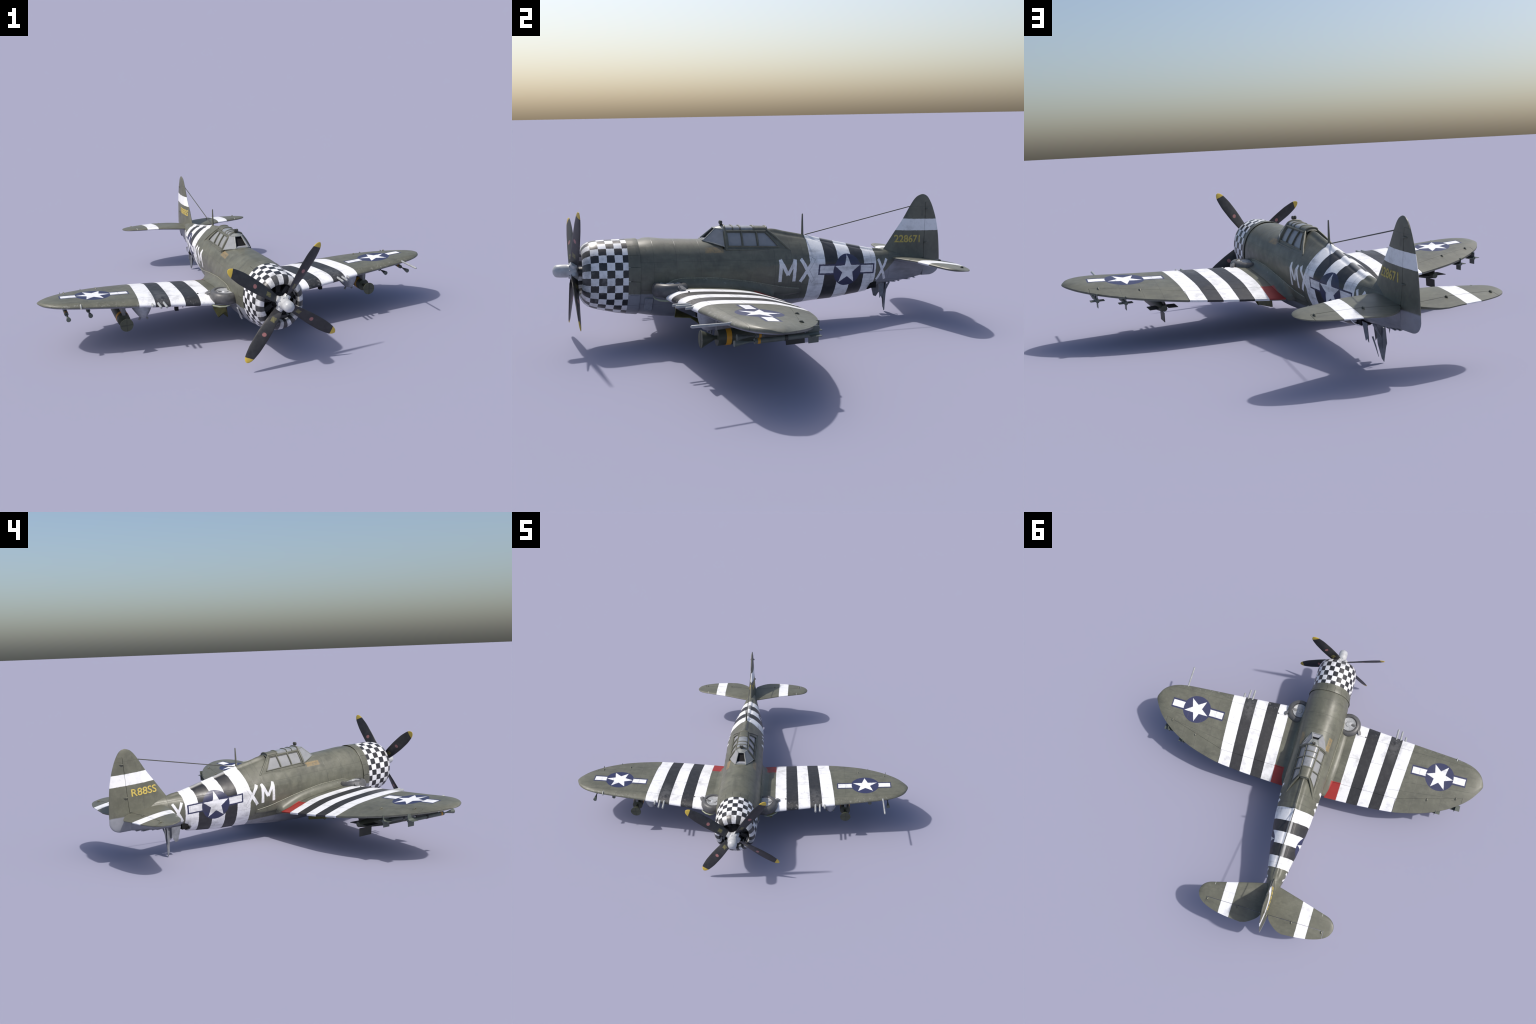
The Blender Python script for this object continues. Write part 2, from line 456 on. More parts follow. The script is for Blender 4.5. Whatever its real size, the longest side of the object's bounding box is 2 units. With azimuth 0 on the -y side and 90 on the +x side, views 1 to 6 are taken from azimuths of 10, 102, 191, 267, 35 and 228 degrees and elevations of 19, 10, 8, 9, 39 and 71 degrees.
def section(top, bot, w, zw, p, q, y, n):
    ring = []
    for k in range(n):
        a = 2*pi*k/n
        ca, sa = cos(a), sin(a)
        e = 2/(p if sa >= 0 else q)
        x = w*math.copysign(abs(ca)**e, ca)
        z = zw+((top-zw) if sa >= 0 else (zw-bot))*math.copysign(abs(sa)**e, sa)
        ring.append((x, y, z))
    return ring

def fus_x(y, z):
    """Half width of the fuselage at (y, z)."""
    zw = fZ(y)
    if z >= zw: s, p = min(1, (z-zw)/(fT(y)-zw)), fP(y)
    else: s, p = min(1, (zw-z)/(zw-fB(y))), fQ(y)
    return fW(y)*max(0.0, 1-s**p)**(1/p)

def build_fuselage():
    ys = frange(-.640, .934, 190) + [.6035, .606, .609, .612]
    rings = []
    for y in sorted(ys):
        r = section(fT(y), fB(y), fW(y), fZ(y), fP(y), fQ(y), y, 160)
        # raised spine strip from the canopy to the fin, and light skin waviness
        k = min(1, max(0, (y-.03)/.06))*min(1, max(0, (.70-y)/.03))
        out = []
        for x, yy, z in r:
            if z > fZ(y):
                z += .0045*k*(1/(1+(abs(x)/.0135)**6))-.0030*k*math.exp(-((abs(x)-.021)/.007)**2)
            # cockpit cut-out: shoulders stop at the sill, and the well sits behind the panes
            ax, w = abs(x), min(1, max(0, (yy+.200)/.012))*min(1, max(0, (.150-yy)/.014))
            if w > 0 and z > .345:
                if z < .4015: lim = .0880+(.4015-z)*1.0
                else:
                    t = (z-.4015)/.087
                    lim = max(.004, .0880-.0575*t-.018) if yy < lerp(.137, .034, t)-.014 else .0875-.0560*t
                x = math.copysign(min(ax, lerp(ax, lim, w)), x)
            wv = .0009*sin(yy*61+z*37)*sin(z*53+yy*23)
            out.append((x*(1+wv/.12), yy, z))
        rings.append(out)
    V, F = loft(rings)
    return make("fuselage", V, F, M_FUS, angle=40)
build_fuselage()

# ------------------------------------------------------------------ cowling, flaps, engine
CK = [(-.648, .4415, .0910, .1350), (-.707, .4390, .1015, .1360), (-.768, .4360, .1155, .1355), (-.800, .4325, .1240, .1340),
      (-.820, .4270, .1330, .1305), (-.835, .4190, .1450, .1245), (-.846, .4070, .1605, .1150), (-.851, .3940, .1730, .1050),
      (-.8505, .3850, .1820, .0975), (-.843, .3800, .1870, .0932), (-.800, .3790, .1880, .0920), (-.772, .3790, .1870, .0930)]
def cowl_ring(k, n=112, grow=0.0):
    y, t, b, w = k; zc = (t+b)/2; h = (t-b)/2+grow
    return [((w+grow)*math.copysign(abs(cos(2*pi*i/n))**(2/2.12), cos(2*pi*i/n)), y,
             zc+h*math.copysign(abs(sin(2*pi*i/n))**(2/2.12), sin(2*pi*i/n))) for i in range(n)]
def build_nose():
    outer = CK[:8]
    ft, fb, fw = [pchip([(k[0], k[i]) for k in outer]) for i in (1, 2, 3)]
    rings = [cowl_ring((y, ft(y), fb(y), fw(y))) for y in frange(-.640, -.80, 14)]
    rings += [cowl_ring(k) for k in CK[4:]]
    V, F = loft(rings, False, False)
    cowl = make("engine_cowling", V, F, M_COWL, angle=50)
    # backing skirt under the flaps, then the flaps themselves
    V, F = loft([cowl_ring((-.652, .437, .096, .131)), cowl_ring((-.600, .436, .093, .137))], False, False)
    make("cowling_skirt", V, F, M_DARK, cowl)
    nfl = 18; span = 2*pi/nfl
    for i in range(nfl):
        a0, a1 = pi/2+(i-.5)*span+.004, pi/2+(i+.5)*span-.004
        rings = []
        lift = rng.uniform(-.0008, .0012)
        for y, t, b, w in ((-.650, .4418, .0915, .1358), (-.625, .4430, .0895, .1385), (-.600, .4450+lift, .0865, .1445+lift), (-.5965, .4440+lift, .0872, .1435+lift),
                           (-.600, .4410, .0895, .1400), (-.645, .4390, .0935, .1330)):
            zc, h = (t+b)/2, (t-b)/2
            rings.append([(w*math.copysign(abs(cos(a))**(2/2.12), cos(a)), y, zc+h*math.copysign(abs(sin(a))**(2/2.12), sin(a))) for a in frange(a0, a1, 9)])
        # closed strip: across span x around profile
        n = 9; m = len(rings); V = [p for r in rings for p in r]; F = []
        for r in range(m):
            for j in range(n-1):
                q = (r+1) % m
                F.append((r*n+j, r*n+j+1, q*n+j+1, q*n+j))
        F.append(tuple(r*n for r in range(m))); F.append(tuple(r*n+n-1 for r in reversed(range(m))))
        make("cowl_flap", V, F, M_FLAP, cowl, angle=40)
    # radial engine: bulkhead, crankcase, two staggered rows of finned cylinders
    hub = (0, 0, .292)
    V, F = revolve([(-.742, .001), (-.742, .112), (-.738, .112), (-.738, .001)], (0, 0, .283), n=48)
    eng = make("engine_bulkhead", [(x, y, .283+(z-.283)*1.06) for x, y, z in V], F, M_DARK)
    V, F = revolve([(-.864, .012), (-.864, .021), (-.845, .022), (-.825, .026), (-.815, .034), (-.79, .043), (-.77, .046), (-.74, .046)], hub, n=32)
    make("crankcase", V, F, M_ENG, eng)
    g = Geo()
    for row, (yc, ph) in enumerate(((-.792, 0), (-.764, pi/9))):
        for k in range(9):
            a = 2*pi*k/9+ph; d = Vector((sin(a), 0, cos(a)))
            prof = [(.040, .0125)]
            for j in range(9):
                r = .046+j*.0045
                prof += [(r, .0165), (r+.0022, .0165), (r+.0022, .0125), (r+.0045, .0125)]
            prof += [(.0885, .014), (.0885, .001)]
            s = d.cross(Vector((0, 1, 0)))
            rings = [[tuple(Vector((hub[0], yc, hub[2]-.006))+d*rr+(s*cos(2*pi*q/12)+Vector((0, 1, 0))*sin(2*pi*q/12))*w) for q in range(12)] for rr, w in prof]
            g.add(loft(rings))
            p0 = Vector((hub[0], yc-.012, hub[2]-.006))
            g.add(tube([p0+d*.036+s*.009, p0+d*.083+s*.011], .0022, 6))
            g.add(tube([p0+d*.036-s*.009, p0+d*.083-s*.011], .0022, 6))
    make("engine_cylinder_rows", g.V, g.F, M_ENG, eng)
    # intake splitter below the crankcase
    V, F = loft([[(x*.8, y, .205+.0*x+z) for x, z in ((-.06, -.012), (.06, -.012), (.05, .004), (-.05, .004))] for y in (-.825, -.75)])
    make("oil_cooler_duct", V, F, M_ENG, eng)
build_nose()

# ------------------------------------------------------------------ propeller
HUB = Vector((-.004, -.8775, .2965))
def build_propeller():
    prof = [(-.0950, .0005), (-.0945, .007), (-.0925, .0135), (-.0890, .0195), (-.0850, .0250), (-.0760, .0285), (-.0600, .0298), (-.0350, .0300),
            (-.0240, .0290), (-.0200, .0310), (-.0140, .0345), (.0080, .0345), (.0140, .0280), (.0150, .0100)]
    g = Geo().add(revolve(prof, HUB, n=40))
    for k in range(4):
        a = radians(54.5+90*k); d = Vector((cos(a), 0, sin(a)))
        g.add(tube([HUB+d*.018, HUB+d*.040, HUB+d*.046], [.0200, .0185, .0165], 20))
    # balance bolts on the dome root
    for k in range(8):
        a = 2*pi*k/8+.2; d = Vector((cos(a), 0, sin(a)))
        p = HUB+d*.0320+Vector((0, -.018, 0)); g.add(tube([p, p+Vector((0, -.006, 0))], .003, 8))
    hub = make("propeller_hub", g.V, g.F, M_SILVER, angle=40)
    hub_parts = []
    # one blade along local +z, sharing its mesh four times
    chord = pchip([(.036, .034), (.055, .042), (.09, .053), (.14, .062), (.20, .067), (.26, .0655), (.30, .057), (.325, .048), (.342, .035), (.351, .021), (.3555, .006)])
    thick = pchip([(.036, .026), (.07, .023), (.12, .0185), (.20, .0145), (.30, .0100), (.34, .007), (.3555, .003)])
    pit = pchip([(.036, 44), (.09, 31), (.14, 25), (.20, 20), (.30, 15), (.3555, 13)])
    rings = []
    for r in frange(.036, .33, 34)+[.335, .341, .346, .350, .353, .3548, .3555]:
        c, t, b = chord(r), thick(r), radians(pit(r)); ring = []
        for k in range(28):
            a = 2*pi*k/28; s = .5*c*cos(a); h = .5*t*sin(a)*(1.0 if r < .06 else (1.25 if sin(a) > 0 else .75))
            # chord runs along local x (direction of rotation) leaning forward (-y)
            ring.append((s*cos(b)-h*sin(b)*-1, -s*sin(b)-h*cos(b), r))
        rings.append(ring)
    V, F = loft(rings)
    first = make("propeller_blade", V, F, M_BLADE, hub, angle=50)
    for k in range(4):
        ob = first if k == 0 else first.copy()
        if k: bpy.context.scene.collection.objects.link(ob)
        # local z -> radial, local x -> rotation direction, y stays aft
        a = radians(54.5+90*k)
        rad = Vector((cos(a), 0, sin(a))); tan = Vector((-sin(a), 0, cos(a)))
        mt = Matrix(((tan.x, 0, rad.x, HUB.x), (0, 1, 0, HUB.y), (tan.z, 0, rad.z, HUB.z), (0, 0, 0, 1)))
        ob.parent = hub; ob.matrix_local = mt
build_propeller()

# ------------------------------------------------------------------ flying surfaces
UPPER = pchip([(0, 0), (.1, .018), (.2, .034), (.32, .0495), (.45, .0600), (.55, .0640), (.67, .0650), (.775, .0625), (.843, .0555), (.894, .0425), (.911, .0365), (.95, .0225), (1, .002)])
def full(u): return UPPER(sqrt(max(0, u)))/.0635
def naca(u): return (.2969*sqrt(max(u, 0))-.1260*u-.3516*u*u+.2843*u**3-.1015*u**4)/.1000  # peaks near 1 at u=.3

class Surface:
    """A wing-like surface: span s, chord fraction u -> point; du>0 is aft."""
    def __init__(s, le, te, tip, base, up, lo, floor=.0010, shape=naca):
        s.shape = shape
        q = lambda L: pchip([(sqrt(max(0, tip-a)), b) for a, b in L])
        s.tip, s.base, s.up, s.lo, s.floor = tip, base, up, lo, floor
        s._le, s._te = q(le), q(te)
    def le(s, x): return s._le(sqrt(max(0, s.tip-x)))
    def te(s, x): return s._te(sqrt(max(0, s.tip-x)))
    def at(s, x, u, side):
        a, b = s.le(x), s.te(x); c = max(b-a, .0005); y = a+c*u
        edge = min(1.0, sqrt(max(0, s.tip-x)/.02))
        h = (s.up if side > 0 else s.lo)(x)*c*(s.shape if side > 0 or s.shape is not full else naca)(u)+s.floor*edge*min(1, 12*u)
        return y, s.base(x, y)+side*h
    def ring(s, x, u0, u1, n=34):
        us = [u0+(u1-u0)*(.5-.5*cos(pi*i/(n-1))) if u0 < .01 else u0+(u1-u0)*i/(n-1) for i in range(n)]
        top = [(x, *s.at(x, u, 1)) for u in reversed(us)]
        bot = [(x, *s.at(x, u, -1)) for u in (us if u0 > .01 else us[1:])]
        return top+bot

WING = Surface(
    le=[(.08, -.512), (.147, -.508), (.26, -.5005), (.412, -.485), (.65, -.460), (.863, -.4395), (.955, -.4295), (1.005, -.4205), (1.045, -.4085), (1.095, -.381), (1.123, -.352), (1.139, -.319), (1.1475, -.288)],
    te=[(.08, .054), (.147, .0535), (.235, .052), (.38, .0485), (.526, .040), (.608, .033), (.715, .012), (.83, -.0205), (.94, -.071), (1.029, -.130), (1.090, -.188), (1.125, -.238), (1.140, -.264), (1.1475, -.287)],
    tip=1.1475, base=lambda x, y: .1583+.088*x-.058*y, up=pchip([(.1, .080), (.3, .0745), (.6, .0635), (.85, .0575), (1.0, .066), (1.146, .076)]),
    lo=lambda x: .046, floor=.004, shape=full)
def hinge_u(x):
    """Chord fraction of the flap / aileron hinge."""
    y = -.058 if x < .612 else lerp(-.058, -.168, (x-.612)/.40)
    return (y-WING.le(x))/(WING.te(x)-WING.le(x))
def build_wing(sx):
    xs = [1.1475-q*q for q in frange(1.022, .012, 64)]
    def stations(lo, hi): return [lo]+[x for x in xs if lo+.002 < x < hi-.002]+[hi]
    rings = []
    for lo, hi, u1 in ((.095, .612, hinge_u), (.612, 1.036, hinge_u), (1.036, 1.1473, lambda x: 1.0)):
        rings += [WING.ring(x, 0.0, u1(x)) for x in stations(lo, hi)]
    V, F = loft(rings)
    wing = make("wing", flip(V, sx), F, M_WING, angle=45)
    for name, lo, hi in (("landing_flap", .148, .6105), ("aileron", .6135, 1.0345)):
        V, F = loft([WING.ring(x, hinge_u(x)+.0025, 1.0, 14) for x in stations(lo, hi)])
        make(name, flip(V, sx), F, M_WING, wing, angle=45)
    # aileron hinge brackets on the upper surface and small underside fairings
    def top(x, y):
        u = (y-WING.le(x))/(WING.te(x)-WING.le(x)); return WING.at(x, u, 1)[1]
    for x, y in ((.812, -.105), (.993, -.160)):
        z = top(x, y)
        V, F = tube([(x, y-.010, z-.001), (x, y-.003, z+.0035), (x, y+.004, z+.0035), (x, y+.012, z-.003)], [.0025, .004, .004, .0025], 8)
        make("hinge_bracket", flip(V, sx), F, M_OLIVE, wing)
    # black filler cap
    V, F = revolve([(-.003, .001), (-.003, .005), (.003, .004), (.003, .0005)], (.312, -.415, top(.312, -.415)), 'z', 12)
    make("filler_cap", flip(V, sx), F, M_DARK, wing)
    # trim tab outline strip
    return wing, top
def build_wings():
    out = []
    for sx in (1, -1):
        wing, top = build_wing(sx)
        # gun barrels
        for x, y0 in ((.515, -.534), (.5445, -.528), (.577, -.494)):
            zc = .2395
            V, F = tube([(x, -.440, zc+.003), (x, y0+.004, zc), (x, y0, zc), (x, y0-.0005, zc), (x, y0+.006, zc)], [.0066, .0066, .0060, .0036, .0034], 16)
            make("gun_barrel", flip(V, sx), F, M_GUN, wing, angle=40)
        out.append(wing)
    # pitot probe on the left tip, short stub on the right
    V, F = tube([(.967, -.415, .2715), (.969, -.44, .271), (.972, -.566, .2675), (.972, -.5715, .2673)], [.0075, .0052, .0058, .0035], 14)
    make("pitot_tube", V, F, M_GUN, out[0])
    V, F = tube([(-.942, -.405, .277), (-.942, -.424, .279), (-.942, -.436, .272), (-.942, -.438, .260)], .0035, 8)
    make("probe_socket", V, F, M_PALE, out[1])
    return out
WL, WR = build_wings()

def build_fillet(sx):
    """Concave fairing between fuselage side and wing root."""
    zu = pchip([(-.490, .240), (-.470, .258), (-.445, .270), (-.40, .278), (-.287, .277), (-.147, .2625), (-.07, .251), (.056, .226), (.12, .214), (.20, .205)])
    out = pchip([(-.490, .150), (-.45, .175), (-.38, .186), (-.2, .186), (-.05, .176), (.05, .150), (.12, .130), (.20, .118)])
    zd = pchip([(.05, .178), (.12, .176), (.20, .180)])
    rings = []
    for y in frange(-.488, .198, 50):
        z0 = zu(y); x0 = fus_x(y, z0)
        x1 = out(y)
        if y < .045:
            u = (y-WING.le(x1))/(WING.te(x1)-WING.le(x1)); z1 = WING.at(x1, min(1, max(0, u)), 1)[1]
        else:
            z1 = zd(y); x1 = fus_x(y, z1)+.0045*min(1, (.2-y)/.08)
        row = []
        for i in range(13):
            t = i/12; a = (1-t)**2; b = 2*t*(1-t); c = t*t
            kx, kz = lerp(x0, x1, .22), lerp(z1, z0, .12)
            row.append((a*(x0+.0012)+b*kx+c*x1, y, a*z0+b*kz+c*(z1+.0012)))
        row.append((x1-.02, y, z1-.02)); row.append((x0-.03, y, z1-.02)); row.append((x0-.03, y, z0-.004))
        rings.append(row)
    V, F = loft(rings)
    f = make("wing_root_fairing", flip(V, sx), F, M_FAIR, angle=50)
    pts = [(fus_x(y, zu(y))+.0012, y, zu(y)) for y in frange(-.482, .19, 40)]
    V, F = tube(pts, .0022, 6)
    make("fairing_seam", flip(V, sx), F, M_SEAM, f)
def mat_fair():
    g = Nodes("root_fairing_paint", .42)
    c = olive(g)
    rd = g.mul(g.mul(g.above(g.y, -.064, .006), g.inside(g.sub(g.y, .05), .01)), g.above(g.ab(g.x), .166, .006))
    c = g.mix(rd, c, RED)
    n = g.above(g.noise(45, 5, .7, off=3.0), .66, .06)
    return g.base(g.mix(g.mul(n, .35), c, (.35, .36, .34)))
M_FAIR = mat_fair()
M_SEAM = plain("seam_strip", (.22, .22, .17), .5, var=.5, scale=160)
for sx in (1, -1): build_fillet(sx)

# horizontal tail
STAB = Surface(
    le=[(.015, .7290), (.045, .7375), (.216, .7835), (.288, .8035), (.354, .8215), (.393, .8330), (.419, .8490), (.436, .871), (.4425, .901)],
    te=[(.015, 1.032), (.10, 1.024), (.132, 1.0185), (.214, 1.0125), (.287, 1.003), (.345, .989), (.390, .971), (.422, .947), (.439, .918), (.4425, .902)],
    tip=.4425, base=lambda x, y: .39-.06*y-.012*max(0.0, 1-x/.2), up=pchip([(.02, .034), (.1, .038), (.22, .046), (.44, .055)]), lo=lambda x: .046, floor=.0020)
def build_tailplane(sx):
    xs = [.4425-q*q for q in frange(.649, .012, 40)]
    uh = lambda x, y: (y-STAB.le(x))/(STAB.te(x)-STAB.le(x))
    rings = [STAB.ring(x, 0, uh(x, .9250), 26) for x in [.018]+[x for x in xs if .02 < x < .384]+[.386]]
    rings += [STAB.ring(x, 0, 1.0, 26) for x in [.386]+[x for x in xs if x > .389]]
    V, F = loft(rings)
    st = make("tailplane", flip(V, sx), F, M_STAB, angle=45)
    # elevator, inner end swept round to clear the rudder
    te_in = pchip([(.026, .934), (.029, .945), (.044, .966), (.066, .985), (.086, .999), (.112, 1.012), (.135, 1.0165)])
    rings = []
    for x in [.026, .028, .032, .037, .044, .054, .066, .078, .09, .102, .114, .125, .136]+[x for x in xs if .14 < x < .380]+[.3845]:
        u1 = uh(x, te_in(x)) if x < .135 else 1.0
        rings.append(STAB.ring(x, uh(x, .9272), u1, 14))
    V, F = loft(rings)
    make("elevator", flip(V, sx), F, M_STAB, st, angle=45)
    for x, y in ((.374, .936), (.177, .932)):
        z = STAB.at(x, uh(x, y), 1)[1]
        V, F = tube([(x, y-.010, z-.001), (x, y-.003, z+.004), (x, y+.004, z+.004), (x, y+.010, z-.002)], [.002, .004, .004, .002], 8)
        make("hinge_bracket", flip(V, sx), F, M_OLIVE, st)
    V, F = tube([(.354, STAB.le(.354)+a, STAB.at(.354, b, 1)[1]+.0005) for a, b in ((.000, .0), (.008, .05), (.018, .11))], .0016, 6)
    make("lead_edge_tab", flip(V, sx), F, M_PALE, st)
for sx in (1, -1): build_tailplane(sx)

# vertical tail: span runs along z, thickness along x
FINSHAPE = pchip([(0, 0), (.01, .12), (.03, .25), (.1, .52), (.2, .79), (.35, .98), (.45, 1.0), (.6, .90), (.8, .55), (1, .08)])
FIN = Surface(
    le=[(.30, .658), (.345, .679), (.38, .7015), (.44, .740), (.541, .8065), (.607, .8430), (.642, .8660), (.656, .8800), (.665, .8965), (.669, .9135)],
    te=[(.30, 1.042), (.321, 1.0395), (.384, 1.033), (.472, 1.0195), (.539, 1.002), (.600, .9785), (.642, .9555), (.656, .9440), (.665, .9305), (.669, .9140)],
    tip=.669, base=lambda s, y: 0.0, up=lambda s: .053, lo=lambda s: .053, floor=.0020, shape=FINSHAPE)
def fin_x(y, z): 
    u = (y-FIN.le(z))/(FIN.te(z)-FIN.le(z)); return FIN.at(z, u, 1)[1]
def build_fin():
    zs = [.669-q*q for q in frange(sqrt(.669-.34), .012, 44)]
    uh = lambda z: (.9310-FIN.le(z))/(FIN.te(z)-FIN.le(z))
    sw = lambda r: [(h, y, s) for s, y, h in r]
    rings = [sw(FIN.ring(z, 0, uh(z), 26)) for z in [.335]+[z for z in zs if .338 < z < .626]+[.628]]
    rings += [sw(FIN.ring(z, 0, 1.0, 26)) for z in [.628]+[z for z in zs if z > .630]]
    # dorsal fillet: widen the foot where it meets the fuselage
    for r in rings:
        z = r[0][2]
        k = max(0.0, (.415-z)/.05)
        if k > 0: r[:] = [(x*(1+.15*k*k), y, zz) for x, y, zz in r]
    V, F = loft(rings)
    fin = make("vertical_fin", V, F, M_FIN, angle=45)
    hh = pchip([(.236, .012), (.245, .019), (.27, .0215), (.32, .0220), (.37, .0175), (.42, .0150), (.50, .0120), (.62, .0072)])
    te = pchip([(.236, .985), (.240, 1.000), (.247, 1.015), (.256, 1.027), (.268, 1.035), (.285, 1.042), (.321, 1.0395), (.384, 1.033), (.472, 1.0195), (.539, 1.002), (.600, .9785), (.6277, .9645)])
    rings = []
    for z in [.237, .240, .244, .249, .256, .264, .275]+frange(.288, .6277, 34):
        n = 12; a, b, h = .9330, te(z), hh(z)
        hy = [(a+(b-a)*i/n, .0022+(h-.0022)*(1-i/n)**.95) for i in range(n+1)]
        ring = [(w, y, z) for y, w in hy]+[(0, b+.002, z)]+[(-w, y, z) for y, w in reversed(hy)]
        rings.append(ring)
    V, F = loft(rings)
    rud = make("rudder", V, F, M_FIN, angle=45)
    for z in (.592, .415):
        h = hh(z)
        for s in (1, -1):
            V, F = tube([(s*(h-.001), .930, z), (s*(h+.004), .934, z), (s*(h+.004), .942, z), (s*(h-.002), .952, z)], [.002, .0035, .0035, .002], 8)
            make("hinge_bracket", V, F, M_OLIVE, rud)
    # serial numbers: the two sides carry different characters, each reading upright
    for s, text, bold in ((1, "228671", .0012), (-1, "R88SS", .0006)):
        cu = bpy.data.curves.new("serial", 'FONT'); cu.body = text; cu.size = .056; cu.resolution_u = 4; cu.offset = bold
        tmp = bpy.data.objects.new("serial_tmp", cu); bpy.context.scene.collection.objects.link(tmp)
        me = bpy.data.meshes.new_from_object(tmp.evaluated_get(bpy.context.evaluated_depsgraph_get()))
        xs = [v.co.x for v in me.vertices]; ys = [v.co.y for v in me.vertices]
        x0, x1, y0, y1 = min(xs), max(xs), min(ys), max(ys)
        flat = [((v.co.x-x0)/(x1-x0), (v.co.y-y0)/(y1-y0)) for v in me.vertices]
        polys = [tuple(p.vertices) for p in me.polygons]
        def pos(a, b, off):
            y, z = (lerp(.757, .905, a) if s > 0 else lerp(.908, .759, a)), lerp(.4145, .4545, b)
            return (s*(fin_x(y, z)+off), y, z)
        n = len(flat)
        V = [pos(a, b, .0011) for a, b in flat]+[pos(a, b, -.0008) for a, b in flat]
        F = list(polys)
        cnt = {(p[k], p[(k+1) % len(p)]) for p in polys for k in range(len(p))}
        F += [(a, b, b+n, a+n) for a, b in sorted(cnt) if (b, a) not in cnt]
        make("serial_number", V, F, M_DIGIT if s > 0 else M_DIGIT_R, fin, angle=30)
        bpy.data.objects.remove(tmp)
    return fin
build_fin()

# ------------------------------------------------------------------ canopy
yb0, yb1, yt1 = -.190, .137, .034          # front, rear at sill, rear at roof rail
def side_pt(y, t, off=0.0, sx=1):
    f = (y-yb0)/(yb1-yb0)
    b = Vector((lerp(.0885, .0875, f), y, lerp(.4025, .395, f)))
    g = min(1, max(0, (y-yb0)/(yt1-yb0)))
    tp = Vector((lerp(.0385, .030, g), y, lerp(.489, .486, g)))
    p = b.lerp(tp, t); n = Vector((tp.z-b.z, 0, b.x-tp.x)).normalized()
    p += n*(off+.004*sin(pi*t)); p.x *= sx
    return p
def rear_y(t): return lerp(yb1, yt1, t)
def quad_patch(corners, off, sx, th=.0016, n=6):
    """Plate on the canopy side from (y, t) corners bl, br, tr, tl."""
    bl, br, tr, tl = corners; rings = []
    outer, inner = [], []
    for i in range(n+1):
        for j in range(n+1):
            a, b = i/n, j/n
            y = lerp(lerp(bl[0], br[0], a), lerp(tl[0], tr[0], a), b); t = lerp(lerp(bl[1], br[1], a), lerp(tl[1], tr[1], a), b)
            outer.append(tuple(side_pt(y, t, off, sx))); inner.append(tuple(side_pt(y, t, off-th, sx)))
    m = n+1; V = outer+inner; o = len(outer); F = []
    for i in range(n):
        for j in range(n):
            q = (i*m+j, (i+1)*m+j, (i+1)*m+j+1, i*m+j+1); F += [q, tuple(k+o for k in reversed(q))]
    edge = [(i*m, (i+1)*m) for i in range(n)]+[(n*m+j, n*m+j+1) for j in range(n)]+[((i+1)*m+n, i*m+n) for i in range(n)]+[(j+1, j) for j in range(n)]
    F += [(a, b, b+o, a+o) for a, b in edge]
    return V, F
def roof_ring(y, off=0.0, n=15, t=.004):
    g = min(1, max(0, (y-yb0)/(yt1-yb0))); xr, zr, top = lerp(.0385, .030, g), lerp(.489, .486, g), lerp(.5065, .5005, g)
    a = [((xr+off)*cos(pi*i/(n-1)), y, zr+(top-zr+off)*sin(pi*i/(n-1))**.8) for i in range(n)]
    return a
